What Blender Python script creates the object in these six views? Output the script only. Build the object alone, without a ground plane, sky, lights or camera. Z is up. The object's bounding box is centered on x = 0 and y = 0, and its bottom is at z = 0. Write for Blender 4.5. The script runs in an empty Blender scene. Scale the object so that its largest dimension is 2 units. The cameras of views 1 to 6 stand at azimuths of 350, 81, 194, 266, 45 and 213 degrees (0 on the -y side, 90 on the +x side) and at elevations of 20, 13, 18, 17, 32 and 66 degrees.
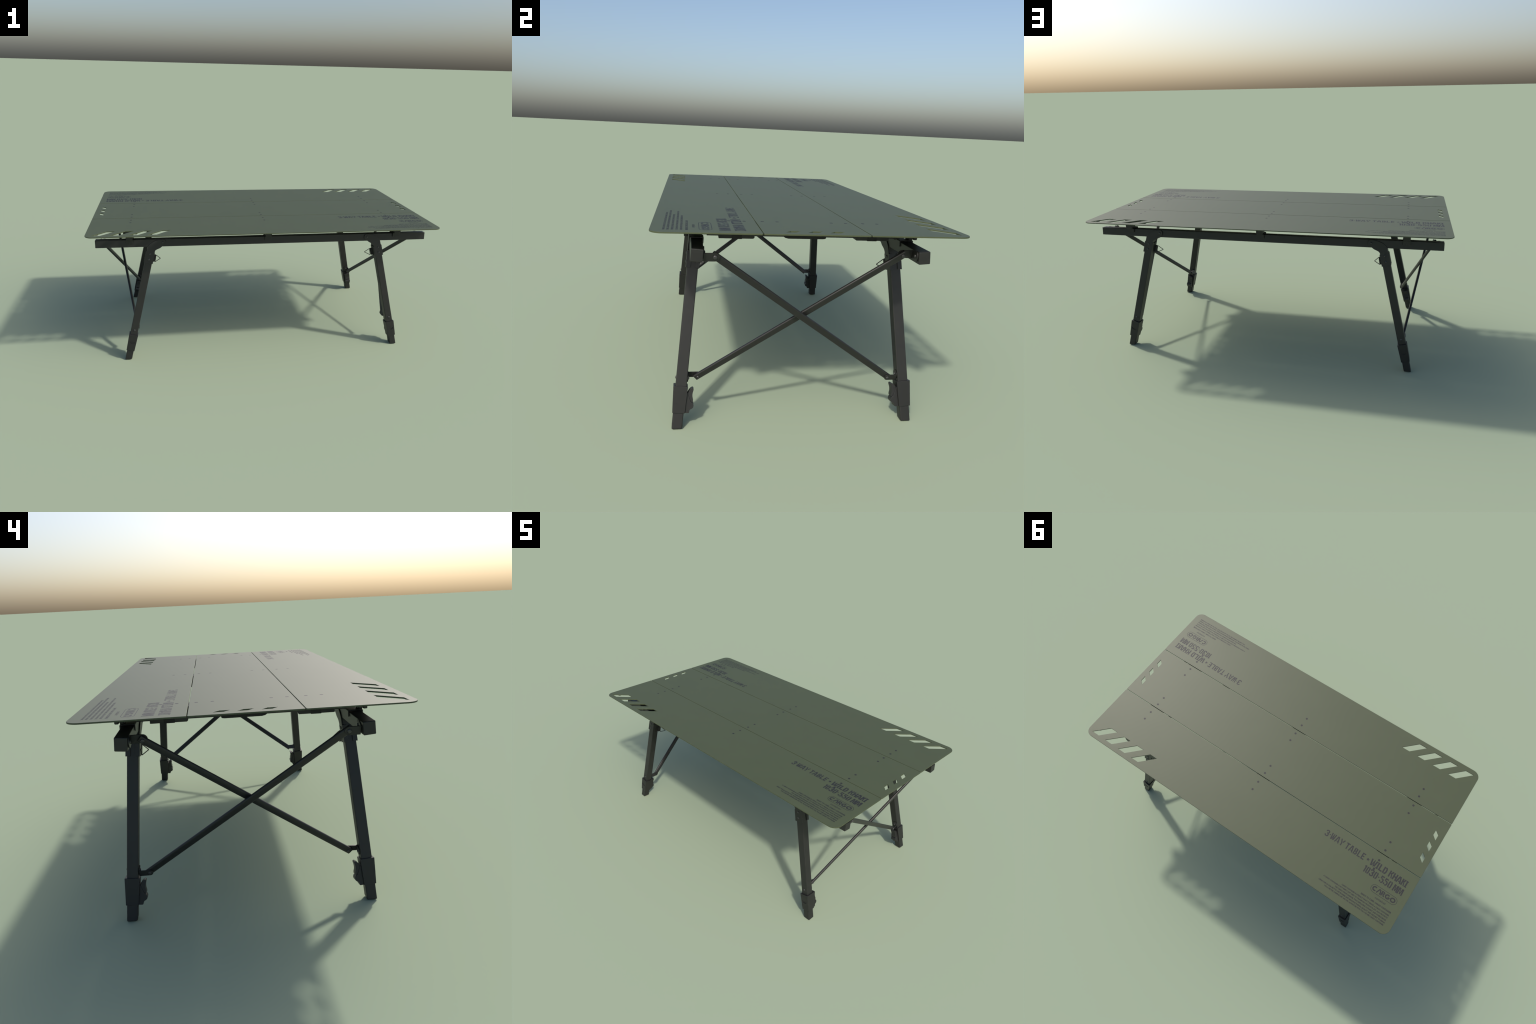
# A folding camping table: three hinged olive panels on two rails, four splayed
# telescopic legs with latch collars, and a crossed pair of braces at each end.
import bpy, bmesh, math
from mathutils import Vector, Matrix

COL = bpy.context.scene.collection


# ------------------------------------------------------------------ materials
def material(name, base, rough, bump=0.0, scale=300.0, var=0.06, spec=0.5, metal=0.0):
    m = bpy.data.materials.new(name)
    m.use_nodes = True
    nt = m.node_tree
    b = nt.nodes["Principled BSDF"]
    b.inputs["Roughness"].default_value = rough
    b.inputs["Specular IOR Level"].default_value = spec
    b.inputs["Metallic"].default_value = metal
    tc = nt.nodes.new("ShaderNodeTexCoord")
    n1 = nt.nodes.new("ShaderNodeTexNoise")
    n1.inputs["Scale"].default_value = 7.0
    n1.inputs["Detail"].default_value = 4.0
    nt.links.new(tc.outputs["Object"], n1.inputs["Vector"])
    ramp = nt.nodes.new("ShaderNodeValToRGB")
    ramp.color_ramp.elements[0].position = 0.3
    ramp.color_ramp.elements[1].position = 0.7
    ramp.color_ramp.elements[0].color = [c * (1 - var) for c in base] + [1]
    ramp.color_ramp.elements[1].color = [c * (1 + var) for c in base] + [1]
    nt.links.new(n1.outputs["Fac"], ramp.inputs["Fac"])
    nt.links.new(ramp.outputs["Color"], b.inputs["Base Color"])
    if bump:
        n2 = nt.nodes.new("ShaderNodeTexNoise")
        n2.inputs["Scale"].default_value = scale
        n2.inputs["Detail"].default_value = 2.0
        nt.links.new(tc.outputs["Object"], n2.inputs["Vector"])
        bp = nt.nodes.new("ShaderNodeBump")
        bp.inputs["Strength"].default_value = bump
        bp.inputs["Distance"].default_value = 0.0006
        nt.links.new(n2.outputs["Fac"], bp.inputs["Height"])
        nt.links.new(bp.outputs["Normal"], b.inputs["Normal"])
    return m


OLIVE = material("olive_powder_coat", (0.060, 0.074, 0.034), 0.52, 0.06, 420, 0.02)
INK = material("dark_print_ink", (0.0145, 0.0145, 0.0143), 0.60, var=0.02)
RIVET = material("dark_flush_rivet", (0.0145, 0.0145, 0.0143), 0.60, var=0.02)
STEEL = material("black_coated_aluminium", (0.0140, 0.0140, 0.0132), 0.45, 0.05, 500, 0.05)
PLASTIC = material("black_moulded_plastic", (0.0125, 0.0125, 0.0120), 0.47, 0.06, 600, 0.05)
RUBBER = material("black_rubber", (0.010, 0.010, 0.010), 0.65, 0.1, 400, 0.05)
BOLT = material("dark_bolt_metal", (0.060, 0.060, 0.060), 0.28, var=0.05, metal=0.4)

# ------------------------------------------------------------------ hierarchy
root = bpy.data.objects.new("folding_camping_table", None)
root.empty_display_size = 0.2
COL.objects.link(root)
root["label"] = "olive green folding camping table with black splayed legs"
root["category"] = "camping table"


def add(name, mesh, parent, mat=None, matrix=None):
    ob = bpy.data.objects.new(name, mesh)
    COL.objects.link(ob)
    if matrix is not None:
        ob.matrix_world = matrix
    if parent is not None:
        ob.parent = parent
        ob.matrix_parent_inverse = parent.matrix_world.inverted()
    if mat is not None and not mesh.materials:
        mesh.materials.append(mat)
    return ob


def smooth(me, angle):
    """smooth by angle with area-weighted normals, so flat faces stay flat beside their bevels"""
    for p in me.polygons:
        p.use_smooth = True
    me.set_sharp_from_angle(angle=math.radians(angle))
    tmp = bpy.data.objects.new("tmp", me)
    COL.objects.link(tmp)
    md = tmp.modifiers.new("w", 'WEIGHTED_NORMAL')
    md.keep_sharp = True
    md.weight = 100
    out = bpy.data.meshes.new_from_object(tmp.evaluated_get(bpy.context.evaluated_depsgraph_get()))
    out.name = me.name
    bpy.data.objects.remove(tmp)
    bpy.data.meshes.remove(me)
    return out


def finish(bm, name, angle=35, recentre=True, mat=None):
    """bmesh -> mesh, smooth by angle; returns (mesh, centre)"""
    bmesh.ops.recalc_face_normals(bm, faces=bm.faces[:])
    c = Vector((0, 0, 0))
    if recentre:
        lo = Vector((min(v.co[i] for v in bm.verts) for i in range(3)))
        hi = Vector((max(v.co[i] for v in bm.verts) for i in range(3)))
        c = (lo + hi) / 2
        bmesh.ops.translate(bm, verts=bm.verts[:], vec=-c)
    me = bpy.data.meshes.new(name)
    bm.to_mesh(me)
    bm.free()
    if mat:
        me.materials.append(mat)
    return smooth(me, angle), c


class Frame:
    """local axes a, b, c at an origin"""
    def __init__(self, o, a, b, c):
        self.o, self.a, self.b, self.c = Vector(o), Vector(a).normalized(), Vector(b).normalized(), Vector(c).normalized()

    def __call__(self, a, b, c):
        return self.o + self.a * a + self.b * b + self.c * c

    def mirrored(self, sx, sy):
        def f(v):
            return Vector((v.x * sx, v.y * sy, v.z))
        return Frame(f(self.o), f(self.a), f(self.b), f(self.c))


WORLD = Frame((0, 0, 0), (1, 0, 0), (0, 1, 0), (0, 0, 1))


def prism(bm, pts, fn, c0, c1, bev=0.0, seg=2):
    """extrude the outline pts [(a, b)] from c0 to c1; fn(a, b, c) places it"""
    lo = [bm.verts.new(fn(a, b, c0)) for a, b in pts]
    hi = [bm.verts.new(fn(a, b, c1)) for a, b in pts]
    n = len(pts)
    fs = [bm.faces.new(lo[::-1]), bm.faces.new(hi)]
    for i in range(n):
        fs.append(bm.faces.new((lo[i], lo[(i + 1) % n], hi[(i + 1) % n], hi[i])))
    if bev:
        bmesh.ops.recalc_face_normals(bm, faces=fs)
        es = {e for f in fs for e in f.edges if e.calc_face_angle(0) > math.radians(28)}
        bmesh.ops.bevel(bm, geom=list(es), offset=bev, segments=seg, profile=0.5,
                        affect='EDGES', clamp_overlap=True)


def box(bm, fr, a, b, c, bev=0.0, seg=2):
    prism(bm, [(a[0], b[0]), (a[1], b[0]), (a[1], b[1]), (a[0], b[1])],
          lambda x, y, z: fr(x, y, z), c[0], c[1], bev, seg)


def taper(bm, fr, a0, b0, c0, a1, b1, c1, bev=0.0, seg=2):
    """box whose section a, b changes from c0 to c1"""
    lo = [bm.verts.new(fr(a0[i], b0[j], c0)) for i, j in ((0, 0), (1, 0), (1, 1), (0, 1))]
    hi = [bm.verts.new(fr(a1[i], b1[j], c1)) for i, j in ((0, 0), (1, 0), (1, 1), (0, 1))]
    fs = [bm.faces.new(lo[::-1]), bm.faces.new(hi)]
    for i in range(4):
        fs.append(bm.faces.new((lo[i], lo[(i + 1) % 4], hi[(i + 1) % 4], hi[i])))
    if bev:
        bmesh.ops.recalc_face_normals(bm, faces=fs)
        es = {e for f in fs for e in f.edges}
        bmesh.ops.bevel(bm, geom=list(es), offset=bev, segments=seg, profile=0.5,
                        affect='EDGES', clamp_overlap=True)


def arc(cx, cy, r, a0, a1, n, ry=None):
    ry = r if ry is None else ry
    return [(cx + r * math.cos(math.radians(a0 + (a1 - a0) * i / n)),
             cy + ry * math.sin(math.radians(a0 + (a1 - a0) * i / n))) for i in range(n + 1)]


def tube(bm, pts, r, n=8, closed=False):
    m = len(pts)
    rings = []
    for i, p in enumerate(pts):
        q0 = pts[(i - 1) % m] if (closed or i > 0) else p
        q1 = pts[(i + 1) % m] if (closed or i < m - 1) else p
        t = (q1 - q0).normalized()
        u = t.orthogonal().normalized() if not rings else (u - t * u.dot(t)).normalized()
        w = t.cross(u)
        rings.append([bm.verts.new(p + (u * math.cos(2 * math.pi * k / n) + w * math.sin(2 * math.pi * k / n)) * r)
                      for k in range(n)])
    for i in range(m if closed else m - 1):
        A, B = rings[i], rings[(i + 1) % m]
        for k in range(n):
            bm.faces.new((A[k], A[(k + 1) % n], B[(k + 1) % n], B[k]))
    if not closed:
        bm.faces.new(rings[0][::-1])
        bm.faces.new(rings[-1])


def dome_mesh(name, r, h, mat, flange=0.0):
    """bolt / rivet head, axis +z, base at z = 0"""
    bm = bmesh.new()
    prof = [(r, -0.0015), (r, h * 0.25), (r * 0.93, h * 0.55), (r * 0.72, h * 0.84), (r * 0.4, h * 0.97), (0, h)]
    n = 20
    rings = []
    for pr, pz in prof[:-1]:
        rings.append([bm.verts.new((pr * math.cos(2 * math.pi * k / n), pr * math.sin(2 * math.pi * k / n), pz)) for k in range(n)])
    top = bm.verts.new((0, 0, h))
    for A, B in zip(rings, rings[1:]):
        for k in range(n):
            bm.faces.new((A[k], A[(k + 1) % n], B[(k + 1) % n], B[k]))
    for k in range(n):
        bm.faces.new((rings[-1][k], rings[-1][(k + 1) % n], top))
    bm.faces.new(rings[0][::-1])
    me, _ = finish(bm, name, 50, False, mat)
    return me


def aim(o, z):
    z = Vector(z).normalized()
    x = z.orthogonal().normalized()
    y = z.cross(x)
    M = Matrix((x, y, z)).transposed().to_4x4()
    M.translation = Vector(o)
    return M


T = Matrix.Translation
BOLT_MESH = dome_mesh("bolt_head", 0.0056, 0.0038, BOLT)
PIVOT_MESH = dome_mesh("pivot_bolt_head", 0.0076, 0.0042, BOLT)

# ------------------------------------------------------------------ table top
TOP, THICK = 0.7755, 0.0051
HX, HY, SEAM, GAP, RAD = 1.0, 0.535, 0.178, 0.0030, 0.042


def ring_spline(cu, pts):
    s = cu.splines.new('POLY')
    s.points.add(len(pts) - 1)
    for p, (x, y) in zip(s.points, pts):
        p.co = (x, y, 0, 1)
    s.use_cyclic_u = True


def round_rect(x0, x1, y0, y1, radii):
    """radii for corners (x1,y1) (x0,y1) (x0,y0) (x1,y0)"""
    out = []
    for (cx, cy, sx, sy, a), r in zip(((x1, y1, -1, -1, 0), (x0, y1, 1, -1, 90), (x0, y0, 1, 1, 180), (x1, y0, -1, 1, 270)), radii):
        out += arc(cx + sx * r, cy + sy * r, r, a, a + 90, 12 if r > 0.01 else 3)
    return out


def corner_slots(s):
    """four slanted slots at the corner (s, s) of the top"""
    res = []
    for k in range(4):
        d = 0.0983 * k
        q = [(0.9685 - d, 0.5078), (0.8935 - d, 0.4316), (0.8470 - d, 0.4316), (0.9215 - d, 0.5078)]
        res.append([(x * s, y * s) for x, y in q])
    return res


def end_diamonds(s):
    res = []
    for k in range(3):
        d = 0.0742 * k
        q = [(0.9685, -0.1020 + d), (0.9685, -0.0680 + d), (0.9455, -0.0483 + d), (0.9455, -0.0810 + d)]
        res.append([(x * s, y * s) for x, y in q])
    return res


def panel(y0, y1, radii, holes, name):
    cu = bpy.data.curves.new(name, 'CURVE')
    cu.dimensions = '2D'
    cu.fill_mode = 'BOTH'
    bev = 0.0009
    cu.extrude = THICK / 2 - bev
    cu.bevel_depth = bev
    cu.bevel_resolution = 1
    cu.offset = -bev
    ring_spline(cu, round_rect(-HX, HX, y0, y1, radii))
    for h in holes:
        ring_spline(cu, h)
    tmp = bpy.data.objects.new("tmp", cu)
    COL.objects.link(tmp)
    dg = bpy.context.evaluated_depsgraph_get()
    me = bpy.data.meshes.new_from_object(tmp.evaluated_get(dg))
    bpy.data.objects.remove(tmp)
    bpy.data.curves.remove(cu)
    me.name = name
    bm = bmesh.new()
    bm.from_mesh(me)
    bmesh.ops.remove_doubles(bm, verts=bm.verts[:], dist=1e-5)
    bmesh.ops.recalc_face_normals(bm, faces=bm.faces[:])
    cy = (y0 + y1) / 2
    bmesh.ops.translate(bm, verts=bm.verts[:], vec=(0, -cy, 0))
    bm.to_mesh(me)
    bm.free()
    me.materials.clear()
    for p in me.polygons:
        p.material_index = 0
    me = smooth(me, 30)
    return add("table_panel", me, root, OLIVE, T((0, cy, TOP - THICK / 2)))


g = GAP / 2
sm = 0.004
p_neg = panel(-HY, -SEAM - g, (sm, sm, RAD, RAD), corner_slots(-1), "outer_panel")
p_mid = panel(-SEAM + g, SEAM - g, (sm, sm, sm, sm), end_diamonds(1) + end_diamonds(-1), "middle_panel")
p_pos = panel(SEAM + g, HY, (RAD, RAD, sm, sm), corner_slots(1), "outer_panel")

# flush rivets that hold the hinges, four beside each seam on three lines
rv = bmesh.new()
prism(rv, arc(0, 0, 0.0062, 0, 345, 23), WORLD, -0.002, 0.00025, 0.0)
rv_me, _ = finish(rv, "flush_rivet", 40, False, RIVET)
for x in (-0.777, 0.0, 0.777):
    for s in (-1, 1):
        for y in (0.0995, 0.1532):
            add("rivet", rv_me, p_mid, None, T((x, s * y, TOP)))
        for y in (0.2180, 0.2718):
            add("rivet", rv_me, p_pos if s > 0 else p_neg, None, T((x, s * y, TOP)))

# ------------------------------------------------------------------ lettering
# Stencil alphabet: each glyph is a list of open strokes (x, y) in a cell that is
# 1 high; the strokes are laid out as flat bars with mitred joins.


def squeeze(pts, w):
    return [(x * w, y) for x, y in pts]


def glyph_strokes(ch):
    """strokes on a 0..1 x 0..1 cell, centre lines, stencil gaps kept open"""
    if ch == '0':
        R = [(0.57, 0.07), (0.74, 0.10), (0.84, 0.22), (0.84, 0.78), (0.74, 0.90), (0.57, 0.93)]
        return [R, [(1 - x, y) for x, y in R]]
    if ch == '1':
        return [[(0.10, 0.78), (0.50, 0.93)], [(0.62, 0.0), (0.62, 1.0)]]
    if ch == '3':
        return [[(0.10, 0.72), (0.14, 0.86), (0.34, 0.92), (0.64, 0.92), (0.84, 0.84), (0.86, 0.66), (0.78, 0.56), (0.40, 0.53)],
                [(0.58, 0.48), (0.84, 0.42), (0.90, 0.30), (0.88, 0.16), (0.66, 0.08), (0.34, 0.08), (0.14, 0.15), (0.10, 0.28)]]
    if ch == '5':
        return [[(0.92, 0.93), (0.22, 0.93), (0.20, 0.60)],
                [(0.36, 0.56), (0.66, 0.60), (0.86, 0.50), (0.90, 0.30), (0.84, 0.14), (0.60, 0.07), (0.46, 0.07)],
                [(0.30, 0.08), (0.14, 0.16), (0.10, 0.30)]]
    if ch == 'W':
        return [[(0.09, 1.0), (0.26, 0.0)], [(0.40, 0.08), (0.50, 0.80)], [(0.52, 1.0), (0.66, 0.0)], [(0.78, 0.10), (0.93, 1.0)]]
    if ch == 'A':
        return [[(0.10, 0.0), (0.42, 1.0)], [(0.56, 1.0), (0.90, 0.0)], [(0.40, 0.26), (0.68, 0.26)]]
    if ch == 'Y':
        return [[(0.10, 1.0), (0.48, 0.42), (0.48, 0.0)], [(0.92, 1.0), (0.66, 0.56)]]
    if ch == 'T':
        return [[(0.0, 0.91), (1.0, 0.91)], [(0.50, 0.0), (0.50, 0.83)]]
    if ch == 'B':
        return [[(0.14, 0.0), (0.14, 1.0)],
                [(0.38, 0.92), (0.70, 0.90), (0.82, 0.76), (0.72, 0.60), (0.40, 0.55)],
                [(0.44, 0.47), (0.76, 0.44), (0.88, 0.28), (0.76, 0.11), (0.38, 0.08)]]
    if ch == 'L':
        return [[(0.16, 1.0), (0.16, 0.0)], [(0.36, 0.09), (1.0, 0.09)]]
    if ch == 'E':
        return [[(0.16, 1.0), (0.16, 0.0)], [(0.34, 0.91), (1.0, 0.91)], [(0.34, 0.50), (0.86, 0.50)], [(0.34, 0.09), (1.0, 0.09)]]
    if ch == 'I':
        return [[(0.5, 0.12), (0.5, 0.88)], [(0.0, 0.93), (1.0, 0.93)], [(0.0, 0.07), (1.0, 0.07)]]
    if ch == 'D':
        return [[(0.15, 0.0), (0.15, 1.0)], [(0.40, 0.92), (0.70, 0.90), (0.86, 0.70), (0.86, 0.30), (0.70, 0.10), (0.40, 0.08)]]
    if ch == 'K':
        return [[(0.15, 0.0), (0.15, 1.0)], [(0.86, 1.0), (0.42, 0.52)], [(0.56, 0.62), (0.88, 0.0)]]
    if ch == 'H':
        return [[(0.15, 0.0), (0.15, 1.0)], [(0.85, 0.0), (0.85, 1.0)], [(0.34, 0.50), (0.68, 0.50)]]
    if ch == 'M':
        return [[(0.09, 0.0), (0.14, 1.0)], [(0.31, 0.98), (0.48, 0.10)], [(0.56, 0.10), (0.70, 0.98)], [(0.90, 0.0), (0.86, 1.0)]]
    return []


class Lettering:
    """flat inked strokes, each lying a hair above the panel"""
    def __init__(self):
        self.bm = bmesh.new()
        self.k = 0

    def plate(self, loops, z0=-0.00010):
        """one polygon given as a strip of left and right rails"""
        L, R = loops
        z = z0 + 0.00003 * (self.k % 4)
        self.k += 1
        a = [self.bm.verts.new((x, y, z)) for x, y in L]
        b = [self.bm.verts.new((x, y, z)) for x, y in R]
        for i in range(len(a) - 1):
            self.bm.faces.new((a[i], b[i], b[i + 1], a[i + 1]))

    def stroke(self, pts, w, closed=False):
        pts = [Vector(p) for p in pts]
        n = len(pts)
        L, R = [], []
        for i, p in enumerate(pts):
            q0 = pts[i - 1] if (i > 0 or closed) else None
            q1 = pts[(i + 1) % n] if (i < n - 1 or closed) else None
            d0 = (p - q0).normalized() if q0 is not None else None
            d1 = (q1 - p).normalized() if q1 is not None else None
            d = (d0 + d1).normalized() if (d0 is not None and d1 is not None) else (d0 if d0 is not None else d1)
            nn = Vector((-d.y, d.x))
            k = w / 2
            if d0 is not None and d1 is not None:
                k /= max(0.55, nn.dot(Vector((-d0.y, d0.x))))
            L.append(tuple(p + nn * k))
            R.append(tuple(p - nn * k))
        if closed:
            L.append(L[0])
            R.append(R[0])
        self.plate((L, R))

    def glyph(self, ch, x0, x1, y0, y1, w):
        for i, s in enumerate(glyph_strokes(ch)):
            thin = 0.62 if ch in 'WM' and i in (1, 2) else (0.75 if ch in 'AK' and i == 2 else (0.68 if ch == 'I' and i else 1.0))
            self.stroke([(x0 + (x1 - x0) * x, y0 + (y1 - y0) * y) for x, y in s], w * thin)

    def fan(self, centre, pts):
        z = -0.00010
        c = self.bm.verts.new((centre[0], centre[1], z))
        v = [self.bm.verts.new((x, y, z)) for x, y in pts]
        for i in range(len(v)):
            self.bm.faces.new((c, v[i], v[(i + 1) % len(v)]))

    def font_line(self, text, x0, x1, y0, y1, bold, spacing=1.0):
        """built-in font, fitted to the box x0..x1, y0..y1"""
        cu = bpy.data.curves.new("line", 'FONT')
        cu.body = text
        cu.resolution_u = 2
        cu.offset = bold
        cu.space_character = spacing
        tmp = bpy.data.objects.new("line", cu)
        COL.objects.link(tmp)
        me = bpy.data.meshes.new_from_object(tmp.evaluated_get(bpy.context.evaluated_depsgraph_get()))
        bpy.data.objects.remove(tmp)
        xs = [v.co.x for v in me.vertices]
        ys = [v.co.y for v in me.vertices]
        ax, ay = min(xs), min(ys)
        kx, ky = (x1 - x0) / (max(xs) - ax), (y1 - y0) / (max(ys) - ay)
        vs = [self.bm.verts.new((x0 + (v.co.x - ax) * kx, y0 + (v.co.y - ay) * ky, -0.00010)) for v in me.vertices]
        for p in me.polygons:
            self.bm.faces.new([vs[i] for i in p.vertices])
        bpy.data.meshes.remove(me)

    def mesh(self, name):
        bm = self.bm
        for f in bm.faces:
            if f.calc_area() > 0 and f.normal.z < 0:
                f.normal_flip()
        bm.normal_update()
        for f in bm.faces:
            if f.normal.z < 0:
                f.normal_flip()
        # give the ink film its thickness
        r = bmesh.ops.extrude_face_region(bm, geom=bm.faces[:])
        up = [v for v in r["geom"] if isinstance(v, bmesh.types.BMVert)]
        bmesh.ops.translate(bm, verts=up, vec=(0, 0, 0.00018))
        bmesh.ops.recalc_face_normals(bm, faces=bm.faces[:])
        me = bpy.data.meshes.new(name)
        bm.to_mesh(me)
        bm.free()
        me.materials.append(INK)
        return me


def heading():
    L = Lettering()
    y0, y1 = -0.2655, -0.2290
    light, heavy = 0.0063, 0.0075
    for ch, a, b in (('3', 0.4655, 0.4850), ('W', 0.4985, 0.5245), ('A', 0.5275, 0.5525), ('Y', 0.5540, 0.5790),
                     ('T', 0.5905, 0.6110), ('A', 0.6140, 0.6375), ('B', 0.6420, 0.6610), ('L', 0.6655, 0.6840), ('E', 0.6885, 0.7065)):
        L.glyph(ch, a, b, y0, y1, light)
    L.stroke([(0.4895, -0.2465), (0.4955, -0.2465)], 0.0055)
    star = []
    for k in range(10):
        r = 0.0105 if k % 2 == 0 else 0.0044
        a = math.radians(90 + 36 * k)
        star.append((0.7268 + r * math.cos(a), -0.2475 + r * math.sin(a)))
    L.fan((0.7268, -0.2475), star)
    for ch, a, b in (('W', 0.7435, 0.7775), ('I', 0.7795, 0.7930), ('L', 0.7965, 0.8165), ('D', 0.8200, 0.8400),
                     ('K', 0.8545, 0.8765), ('H', 0.8785, 0.8995), ('A', 0.9008, 0.9272), ('K', 0.9292, 0.9470), ('I', 0.9488, 0.9612)):
        L.glyph(ch, a, b, y0, y1, heavy)
    return L.mesh("heading_lettering")


def size_line():
    L = Lettering()
    y0, y1 = -0.3158, -0.2782
    for ch, a, b in (('1', 0.7320, 0.7440), ('0', 0.7470, 0.7640), ('3', 0.7690, 0.7890), ('0', 0.7935, 0.8125),
                     ('5', 0.8290, 0.8490), ('5', 0.8530, 0.8730), ('0', 0.8775, 0.8965), ('M', 0.9075, 0.9325), ('M', 0.9345, 0.9620)):
        L.glyph(ch, a, b, y0, y1, 0.0068)
    L.stroke([(0.8170, -0.2965), (0.8230, -0.2965)], 0.0060)
    return L.mesh("size_lettering")


def badge():
    L = Lettering()
    # capsule outline
    x0, x1, y0, y1 = 0.8125, 0.9605, -0.3790, -0.3378
    r = (y1 - y0) / 2
    L.stroke(arc(x1 - r, y0 + r, r, -90, 90, 16) + arc(x0 + r, y0 + r, r, 90, 270, 16), 0.0023, True)
    b, t = -0.3712, -0.3448
    cy, ry, w = (b + t) / 2, (t - b) / 2 - 0.0034, 0.0068
    L.stroke(arc(0.8335, cy, 0.0102, 48, 312, 16, ry), w)                      # C
    L.stroke([(0.8482, b), (0.8590, t)], 0.0060)                                # open A, long leg
    L.stroke([(0.8625, t - 0.002), (0.8672, b + 0.010), (0.8672, b)], 0.0060)   # short leg
    L.stroke([(0.8745, b), (0.8745, t)], w)                                     # R
    L.stroke([(0.8775, t - 0.0027), (0.8840, t - 0.0030), (0.8888, t - 0.0078), (0.8840, t - 0.0128), (0.8785, t - 0.0132)], 0.0056)
    L.stroke([(0.8820, t - 0.0150), (0.8905, b)], 0.0064)
    L.stroke(arc(0.9075, cy, 0.0105, 48, 340, 16, ry), w)                       # G
    L.stroke([(0.9085, cy - 0.0012), (0.9205, cy - 0.0012)], 0.0046)
    L.stroke(arc(0.9375, cy, 0.0112, 0, 345, 22, ry), w, True)                  # O
    L.font_line("container", 0.8560, 0.9192, -0.4015, -0.3895, 0.015)
    return L.mesh("badge_lettering")


def small_print():
    L = Lettering()
    rows = (("READY TO CAMP, CARGO CONTAINER", 0.7868, 0.9630, -0.4250, -0.4140),
            ("CARGO CONTAINER IS LITERALLY WHAT IT MEANS, A CARGO CONTAINER", 0.6825, 0.9602, -0.4413, -0.4318),
            ("A CARGO CONTAINER IS NOT SIMPLY JUST USED TO TRANSPORT PRODUCTS, BUT ALSO PROTECTS", 0.5800, 0.9595, -0.4556, -0.4461),
            ("THE CARGO FROM DAMAGE, THUS DISPLAYING A STURDY AND STABLE IMAGE.", 0.6585, 0.9598, -0.4695, -0.4600),
            ("USING THIS AS OUR MOTTO, WE PROMISE SAFE MANUFACTURING, QUALITY AND DELIVERY TO BRING", 0.5692, 0.9600, -0.4836, -0.4741),
            ("YOU A BETTER CAMPING LIFE. WE WILL ALWAYS BE WITH YOU, WE ARE CARGO CONTAINER.", 0.6100, 0.9612, -0.4966, -0.4871))
    for text, a, b, y0, y1 in rows:
        L.font_line(text, a, b, y0, y1, 0.052)
    return L.mesh("small_print")


HALF_TURN = Matrix.Rotation(math.pi, 4, 'Z')
for nm, me in (("heading_lettering", heading()), ("size_lettering", size_line()),
               ("badge_lettering", badge()), ("small_print", small_print())):
    c = sum((Vector(b) for b in ((min(v.co.x for v in me.vertices), min(v.co.y for v in me.vertices), 0),
                                 (max(v.co.x for v in me.vertices), max(v.co.y for v in me.vertices), 0))), Vector()) / 2
    me.transform(T(-c))
    for par, R in ((p_neg, Matrix.Identity(4)), (p_pos, HALF_TURN)):
        ob = add(nm, me, par, None, T((0, 0, TOP)) @ R @ T(c))
        ob["kind"] = "stuff"

# ------------------------------------------------------------------ rails
RY, RZ, RX = 0.3852, 0.6928, 0.9632
bm = bmesh.new()
box(bm, WORLD, (-RX, RX), (-0.0203, 0.0203), (-0.0219, 0.0219), 0.0030, 3)
rail_me, _ = finish(bm, "rail", 40, False, STEEL)
TILT = math.radians(4.8)                      # the rails lean with the legs
rails = [add("rail", rail_me, root, None, T((0, s * RY, RZ)) @ Matrix.Rotation(s * TILT, 4, 'X')) for s in (-1, 1)]

# ------------------------------------------------------------------ crossbars, hinges, clips
UNDER = TOP - THICK


def crossbar_mesh():
    bm = bmesh.new()
    w, n = 0.0380, 0.0180
    box(bm, WORLD, (-w, w), (-0.350, 0.350), (0.7292, UNDER + 0.0005), 0.0015)
    box(bm, WORLD, (-n - 0.001, n + 0.001), (-0.4285, 0.4285), (0.7287, UNDER + 0.0007), 0.0012)
    for s in (-1, 1):
        a, b = sorted((s * 0.4135, s * 0.4280))
        box(bm, WORLD, (-n, n), (a, b), (0.7205, UNDER + 0.0006), 0.0035, 3)
    return finish(bm, "crossbar", 40, True, STEEL)


cb_me, cb_c = crossbar_mesh()

bm = bmesh.new()
prism(bm, [(0.183, 0.7245), (0.187, 0.7202), (0.3085, 0.7202), (0.3085, 0.7245), (0.3085, 0.7660), (0.183, 0.7660)],
      lambda a, b, c: Vector((c, a, b)), -0.0392, 0.0392, 0.0012)
hinge_me, hinge_c = finish(bm, "hinge", 40, True, STEEL)
bm = bmesh.new()
box(bm, WORLD, (-0.0405, 0.0405), (0.2270, 0.2630), (0.7188, 0.7650), 0.0012)
pin_me, pin_c = finish(bm, "hinge_pin_cover", 40, True, RUBBER)
bm = bmesh.new()
prism(bm, [(-0.080, 0.7300), (-0.074, 0.7255), (-0.062, 0.7228), (0.062, 0.7228), (0.071, 0.7238), (0.074, 0.7265), (0.074, 0.7650), (-0.080, 0.7650)],
      lambda a, b, c: Vector((c, a, b)), -0.0398, 0.0398, 0.0015)
grip_me, grip_c = finish(bm, "grip_pad", 40, True, RUBBER)
bm = bmesh.new()
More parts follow.
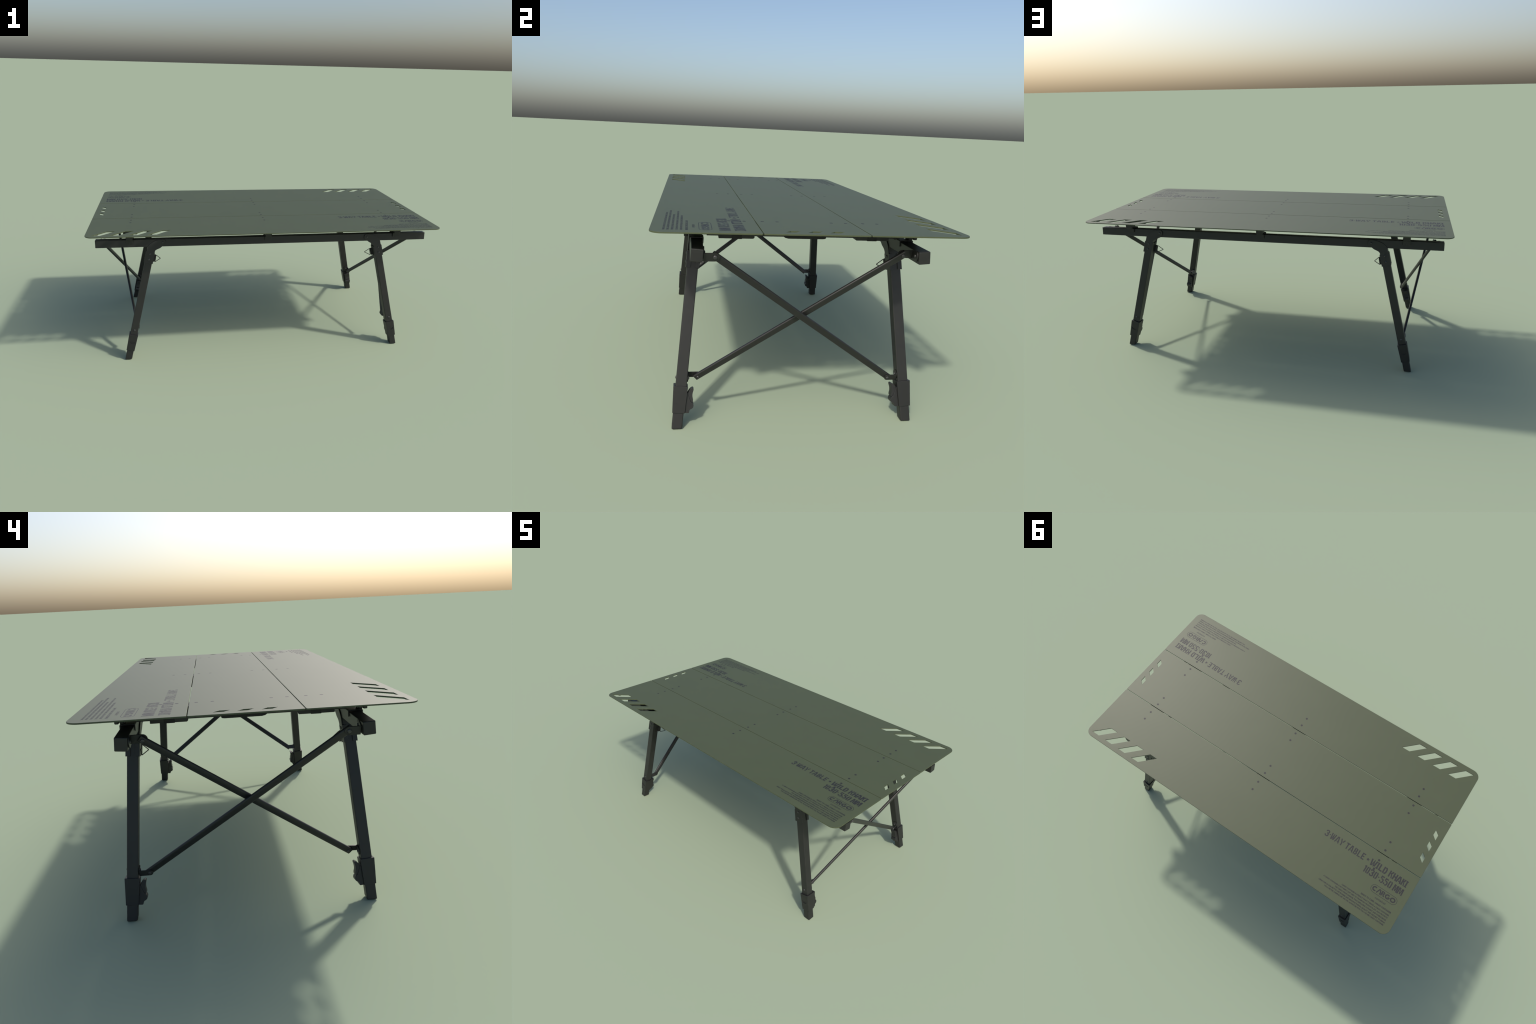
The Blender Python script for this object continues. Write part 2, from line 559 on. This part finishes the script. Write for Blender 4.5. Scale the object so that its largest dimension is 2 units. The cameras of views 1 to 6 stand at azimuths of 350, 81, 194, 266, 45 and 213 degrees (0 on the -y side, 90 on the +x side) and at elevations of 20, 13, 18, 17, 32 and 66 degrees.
prism(bm, [(-0.0252, 0.6965), (-0.0262, 0.7170), (-0.0240, 0.7200), (0.0235, 0.7200), (0.0265, 0.7170), (0.0265, 0.6965),
           (0.0222, 0.6965), (0.0222, 0.7165), (-0.0222, 0.7165), (-0.0222, 0.6965)],
      lambda a, b, c: Vector((c, a, b)), -0.0200, 0.0200, 0.0008)
# post between the saddle and the panel
taper(bm, WORLD, (-0.0150, 0.0150), (0.0100, 0.0242), 0.7185, (-0.0180, 0.0180), (0.0100, 0.0250), 0.7300, 0.0006)
clip_me, clip_c = finish(bm, "rail_clip", 40, True, STEEL)

for x in (-0.7768, 0.0, 0.7768):
    cb = add("crossbar", cb_me, root, None, T(Vector((x, 0, 0)) + cb_c))
    add("grip_pad", grip_me, cb, None, T(Vector((x, 0, 0)) + grip_c))
    for R in (Matrix.Identity(4), HALF_TURN):
        B = T((x, 0, 0)) @ R
        add("hinge", hinge_me, cb, None, B @ T(hinge_c))
        add("hinge_pin_cover", pin_me, cb, None, B @ T(pin_c))
        add("rail_clip", clip_me, cb, None, B @ T((0, RY, 0)) @ T(clip_c))

bm = bmesh.new()
prism(bm, arc(0, 0, 0.011, 0, 345, 23), WORLD, -0.0030, 0.0006, 0.001)
pad_me, _ = finish(bm, "corner_pad", 40, False, RUBBER)
for sx in (-1, 1):
    for sy in (-1, 1):
        add("corner_pad", pad_me, p_pos if sy > 0 else p_neg, None, T((sx * 0.945, sy * 0.468, UNDER)))

# ------------------------------------------------------------------ legs
# Leg frame of the (+x, -y) leg: a = outward in x, b = inward in y, c = down the leg.
Dv = Vector((0.2277, -0.0826, -0.9700)).normalized()
Xv = (Vector((1, 0, 0)) - Dv * Dv.x).normalized()
Yv = Dv.cross(Vector((1, 0, 0))).normalized()
if Yv.y < 0:
    Yv = -Yv
LEG = Frame((0.669, -0.391, 0.631), Xv, Yv, Dv)
H = 0.0206                                    # half of the square tube
COL0, COL1 = 0.494, 0.5945                    # collar
PIV = (-0.0554, -0.0795)


def bracket_outline():
    right = [(0.0250, 0.0545), (0.0250, -0.0100), (0.0210, -0.0130), (0.0203, -0.0387), (0.0164, -0.0490), (0.0100, -0.0590),
             (0.0010, -0.0685), (-0.0100, -0.0775), (-0.0220, -0.0850), (-0.0380, -0.0915)]
    nose = arc(PIV[0], PIV[1], 0.0178, -75, -248, 12)
    left = [(-0.0480, -0.0450), (-0.0320, -0.0333), (-0.0255, -0.0270), (-0.0222, -0.0200), (-0.0212, -0.0125), (-0.0250, -0.0095), (-0.0250, 0.0545)]
    return right + nose + left


def leg_parts(fr):
    """builds the meshes of one leg in frame fr; returns {name: (mesh, centre)}"""
    out = {}
    # square tube
    bm = bmesh.new()
    box(bm, fr, (-H, H), (-H, H), (-0.047, COL0 + 0.03), 0.0034, 3)
    out["leg"] = finish(bm, "leg_tube", 40, True, STEEL)
    # hooked bracket: two cheek plates with lips folded round the tube
    bm = bmesh.new()
    for s in (-1, 1):
        a, b = sorted((s * 0.0209, s * 0.0250))
        prism(bm, bracket_outline(), lambda x, v, y: fr(x, y, v), a, b, 0.0010)
        lo, hi = sorted((s * 0.0245, s * (0.0075 if s < 0 else 0.0095)))
        for sx in (-1, 1):
            l, r = sorted((sx * 0.0208, sx * 0.0246))
            box(bm, fr, (l, r), (lo, hi), (-0.0098, 0.0538), 0.0010)
    out["leg_bracket"] = finish(bm, "leg_bracket", 40, True, STEEL)
    # spring catch with a triangular wire pull
    bm = bmesh.new()
    box(bm, fr, (-0.0345, -0.0235), (0.0120, 0.0265), (0.0090, 0.0500), 0.0015)
    box(bm, fr, (-0.0240, -0.0200), (-0.0070, 0.0090), (-0.0080, 0.0560), 0.0010)
    out["spring_catch"] = finish(bm, "spring_catch", 40, True, RUBBER)
    bm = bmesh.new()
    A, B, C = Vector((-0.0352, 0.0262, 0.0115)), Vector((-0.0372, 0.0255, 0.0520)), Vector((-0.0640, 0.0480, 0.0318))
    loop = []
    for p, q, r in ((C, A, B), (A, B, C), (B, C, A)):
        d0, d1 = (p - q).normalized() * 0.0035, (r - q).normalized() * 0.0035
        for k in range(5):
            t = k / 4
            loop.append((q + d0) * (1 - t) ** 2 + q * 2 * t * (1 - t) + (q + d1) * t ** 2)
    tube(bm, [fr(*p) for p in loop], 0.0018, 8, True)
    out["wire_pull"] = finish(bm, "wire_pull", 60, True, STEEL)
    # tapered collar
    bm = bmesh.new()
    taper(bm, fr, (-0.0256, 0.0256), (-0.0282, 0.0256), COL0, (-0.0228, 0.0228), (-0.0232, 0.0226), COL1, 0.0016, 2)
    # thumb mark: a shallow smile-shaped recess cut in the outer face
    cut = bmesh.new()
    prism(cut, [(-0.0165, 0.5370), (0.0165, 0.5370)] + arc(0, 0.5385, 0.0158, 0, 180, 10, 0.0115),
          lambda x, v, y: fr(x, y, v), -0.0330, -0.0232)
    carve(bm, cut)
    # latch housing on the inner face
    house = [(0.0200, 0.5150), (0.0262, 0.5180), (0.0420, 0.5520), (0.0490, 0.5560), (0.0528, 0.5640), (0.0522, 0.5715), (0.0475, 0.5770), (0.0425, 0.5795),
             (0.0395, 0.5830), (0.0380, 0.5925), (0.0355, 0.5940), (0.0200, 0.5940)]
    prism(bm, house, lambda y, v, x: fr(x, y, v), -0.0165, 0.0165, 0.0012)
    out["collar"] = finish(bm, "leg_collar", 40, True, PLASTIC)
    # cam lever
    bm = bmesh.new()
    lever = [(0.0266, 0.5240), (0.0280, 0.5180), (0.0310, 0.5110), (0.0355, 0.5055), (0.0410, 0.5015), (0.0450, 0.5012), (0.0476, 0.5050),
             (0.0470, 0.5100), (0.0455, 0.5170), (0.0448, 0.5240), (0.0455, 0.5340), (0.0485, 0.5430), (0.0495, 0.5500), (0.0470, 0.5545), (0.0430, 0.5525)]
    prism(bm, lever, lambda y, v, x: fr(x, y, v), -0.0148, 0.0148, 0.0010)
    out["latch_lever"] = finish(bm, "latch_lever", 40, True, PLASTIC)
    # foot: tube stub cut level with the ground, the inner edge relieved
    bm = bmesh.new()
    a0, a1, b0, b1 = -0.0188, 0.0188, -0.0202, 0.0188
    top = [bm.verts.new(fr(a, b, COL1 - 0.006)) for a, b in ((a0, b0), (a1, b0), (a1, b1), (a0, b1))]
    bot = []
    for v, (a, b) in zip(top, ((a0, b0), (a1, b0), (a1, b1), (a0, b1))):
        d = v.co.z / abs(Dv.z)
        bot.append(bm.verts.new(v.co + fr.c * d))
    fs = [bm.faces.new(top[::-1]), bm.faces.new(bot)]
    for i in range(4):
        fs.append(bm.faces.new((top[i], top[(i + 1) % 4], bot[(i + 1) % 4], bot[i])))
    bmesh.ops.recalc_face_normals(bm, faces=fs)
    bmesh.ops.bevel(bm, geom=bm.edges[:], offset=0.0042, segments=3, profile=0.5, affect='EDGES', clamp_overlap=True)
    out["foot"] = finish(bm, "foot", 40, True, PLASTIC)
    return out


def carve(bm, cut):
    """subtract the solid cut from bm"""
    obs = []
    for b in (bm, cut):
        bmesh.ops.recalc_face_normals(b, faces=b.faces[:])
        me = bpy.data.meshes.new("tmp")
        b.to_mesh(me)
        ob = bpy.data.objects.new("tmp", me)
        COL.objects.link(ob)
        obs.append(ob)
    md = obs[0].modifiers.new("b", 'BOOLEAN')
    md.object = obs[1]
    md.operation = 'DIFFERENCE'
    md.solver = 'EXACT'
    me = bpy.data.meshes.new_from_object(obs[0].evaluated_get(bpy.context.evaluated_depsgraph_get()))
    bm.clear()
    bm.from_mesh(me)
    cut.free()
    bpy.data.meshes.remove(me)
    for ob in obs:
        m = ob.data
        bpy.data.objects.remove(ob)
        bpy.data.meshes.remove(m)


def disc(bm, centre, axis, r, h, toward=None, half=None, n=24):
    """coin of radius r centred on centre; optionally widened with a strap to a point"""
    M = aim(centre, axis)
    if toward is None:
        pts = arc(0, 0, r, 0, 360 - 360 / n, n - 1)
    else:
        q = M.inverted() @ Vector(toward)
        a = math.degrees(math.atan2(q.y, q.x))
        L = math.hypot(q.x, q.y)
        hw = half if half else r
        ca, sa = math.cos(math.radians(a)), math.sin(math.radians(a))
        back = arc(0, 0, r, a + 90, a + 270, n // 2)
        pts = back + [(L * ca + hw * sa, L * sa - hw * ca), (L * ca - hw * sa, L * sa + hw * ca)]
    prism(bm, pts, lambda x, y, z: M @ Vector((x, y, z)), -h / 2, h / 2, 0.0008)


for sx, sy in ((1, -1), (1, 1)):
    fr = LEG.mirrored(1, -sy) if sy > 0 else LEG
    parts = leg_parts(fr)
    for R in (Matrix.Identity(4), HALF_TURN):
        leg_ob = None
        for nm in ("leg", "leg_bracket", "spring_catch", "wire_pull", "collar", "latch_lever", "foot"):
            me, c = parts[nm]
            ob = add(nm, me, leg_ob or root, None, R @ T(c))
            if leg_ob is None:
                leg_ob = ob
        # bolts: pivot, two through the bracket, one above the collar; both sides of the leg
        for a, v in (PIV, (0, 0.0), (0, 0.0318)):
            add("bolt", BOLT_MESH, leg_ob, None, R @ aim(fr(a, -0.0248, v), -fr.b))
            add("bolt", BOLT_MESH, leg_ob, None, R @ aim(fr(a, 0.0248, v), fr.b))
        add("bolt", BOLT_MESH, leg_ob, None, R @ aim(fr(0, -0.0204, 0.4660), -fr.b))
        add("bolt", BOLT_MESH, leg_ob, None, R @ aim(fr(0.002, 0.0244, 0.4670), fr.b))

# ------------------------------------------------------------------ braces
BW, BT = 0.0128, 0.0062          # half width and half thickness of the flat-oval bar


def brace_bar(top, low, n):
    b = (low - top).normalized()
    w = n.cross(b).normalized()
    fr = Frame(top, w, n, b)
    bm = bmesh.new()
    L = (low - top).length
    r = 0.0050
    sec = (arc(BW - r, BT - r, r, 0, 90, 4) + arc(-BW + r, BT - r, r, 90, 180, 4)
           + arc(-BW + r, -BT + r, r, 180, 270, 4) + arc(BW - r, -BT + r, r, 270, 360, 4))
    prism(bm, sec, lambda x, y, z: fr(x, y, z), -0.012, L + 0.012)
    return finish(bm, "brace", 40, True, STEEL)


def strap(bm, p_in, y_wall, n, t, half):
    """flat arm from a wall at y_wall to the bolt point p_in, rounded round the bolt; normal n"""
    up = Vector((0, 1, 0)).cross(n).normalized()
    s = 1 if y_wall > p_in.y else -1
    L = abs(y_wall - p_in.y)
    fr = Frame(p_in, (0, s, 0), up, n)
    prism(bm, [(L, -half), (L, half)] + arc(0, 0, half, 90, 270, 10), lambda x, y, z: fr(x, y, z), -t / 2, t / 2, 0.0008)


def build_brace(head_top, head_low, front):
    """front: the end brackets sit in front of (outside) the bar"""
    ht, hl = Vector(head_top), Vector(head_low)
    b = (hl - ht)
    n = Vector((-b.z, 0, b.x)).normalized()
    if n.x < 0:
        n = -n
    hh, pt = 0.0034, 0.0040
    off = hh + (pt if front else 0) + BT
    top, low = ht - n * off, hl - n * off
    bar = brace_bar(top, low, n)
    shift = (BT + pt / 2 + 0.0002) * (1 if front else -1)
    bt, bl = top + n * shift, low + n * shift
    st, sl = (-1 if ht.y < 0 else 1), (-1 if hl.y < 0 else 1)
    # rail end bracket: arm plus a rounded flange screwed to the rail's inner face
    bm = bmesh.new()
    wall = st * (RY - 0.0206 - 0.0012)
    strap(bm, bt, wall, n, pt, 0.0155)
    scr = Vector((bt.x + (0.029 if not front else -0.027), st * (RY - 0.0226), 0.6945))
    disc(bm, scr, (0, 1, 0), 0.0192, 0.0036, Vector((bt.x, scr.y, bt.z)), 0.0150)
    up_me = finish(bm, "brace_bracket", 40, True, STEEL)
    # leg bracket: arm plus a rounded flange on the leg's inner face
    fr = LEG if sl < 0 else LEG.mirrored(1, -1)
    bm = bmesh.new()
    face = fr(0, H + 0.0018, 0.466)
    q = fr.o + (bl - fr.o)
    strap(bm, bl, face.y - sl * 0.0005, n, pt, 0.0122)
    k = (bl - fr.o)
    loc = (k.dot(fr.a), k.dot(fr.c))
    disc(bm, fr(0.001, H + 0.0020, 0.466), fr.b, 0.0150, 0.0036, fr(loc[0], H + 0.0020, loc[1]), 0.0115)
    lo_me = finish(bm, "brace_bracket", 40, True, STEEL)
    return dict(bar=bar, up=up_me, lo=lo_me, n=n, bolts=(ht - n * hh, hl - n * hh), screw=scr - Vector((0, st * 0.0018, 0)), sdir=(0, -st, 0))


def flip_x(me):
    """mirror image of a mesh in x"""
    m = me.copy()
    m.transform(Matrix.Diagonal((-1, 1, 1, 1)))
    m.flip_normals()
    return m


for spec in (dict(head_top=(0.947, -0.3255, 0.682), head_low=(0.798, 0.3687, 0.167), front=True),
             dict(head_top=(0.926, 0.3246, 0.6895), head_low=(0.772, -0.3703, 0.1752), front=False)):
    P = build_brace(**spec)
    for sx in (1, -1):
        def put(name, key, parent):
            me, c = P[key]
            if sx < 0:
                me = flip_x(me)
            return add(name, me, parent, None, T((c.x * sx, c.y, c.z)))
        bar = put("brace", "bar", root)
        put("brace_bracket", "up", bar)
        put("brace_bracket", "lo", bar)
        n = Vector((P["n"].x * sx, 0, P["n"].z))
        top_b, low_b = [Vector((v.x * sx, v.y, v.z)) for v in P["bolts"]]
        add("pivot_bolt", PIVOT_MESH, bar, None, aim(top_b, n))
        add("bolt", BOLT_MESH, bar, None, aim(low_b, n))
        s = Vector((P["screw"].x * sx, P["screw"].y, P["screw"].z))
        add("bolt", BOLT_MESH, bar, None, aim(s, P["sdir"]))
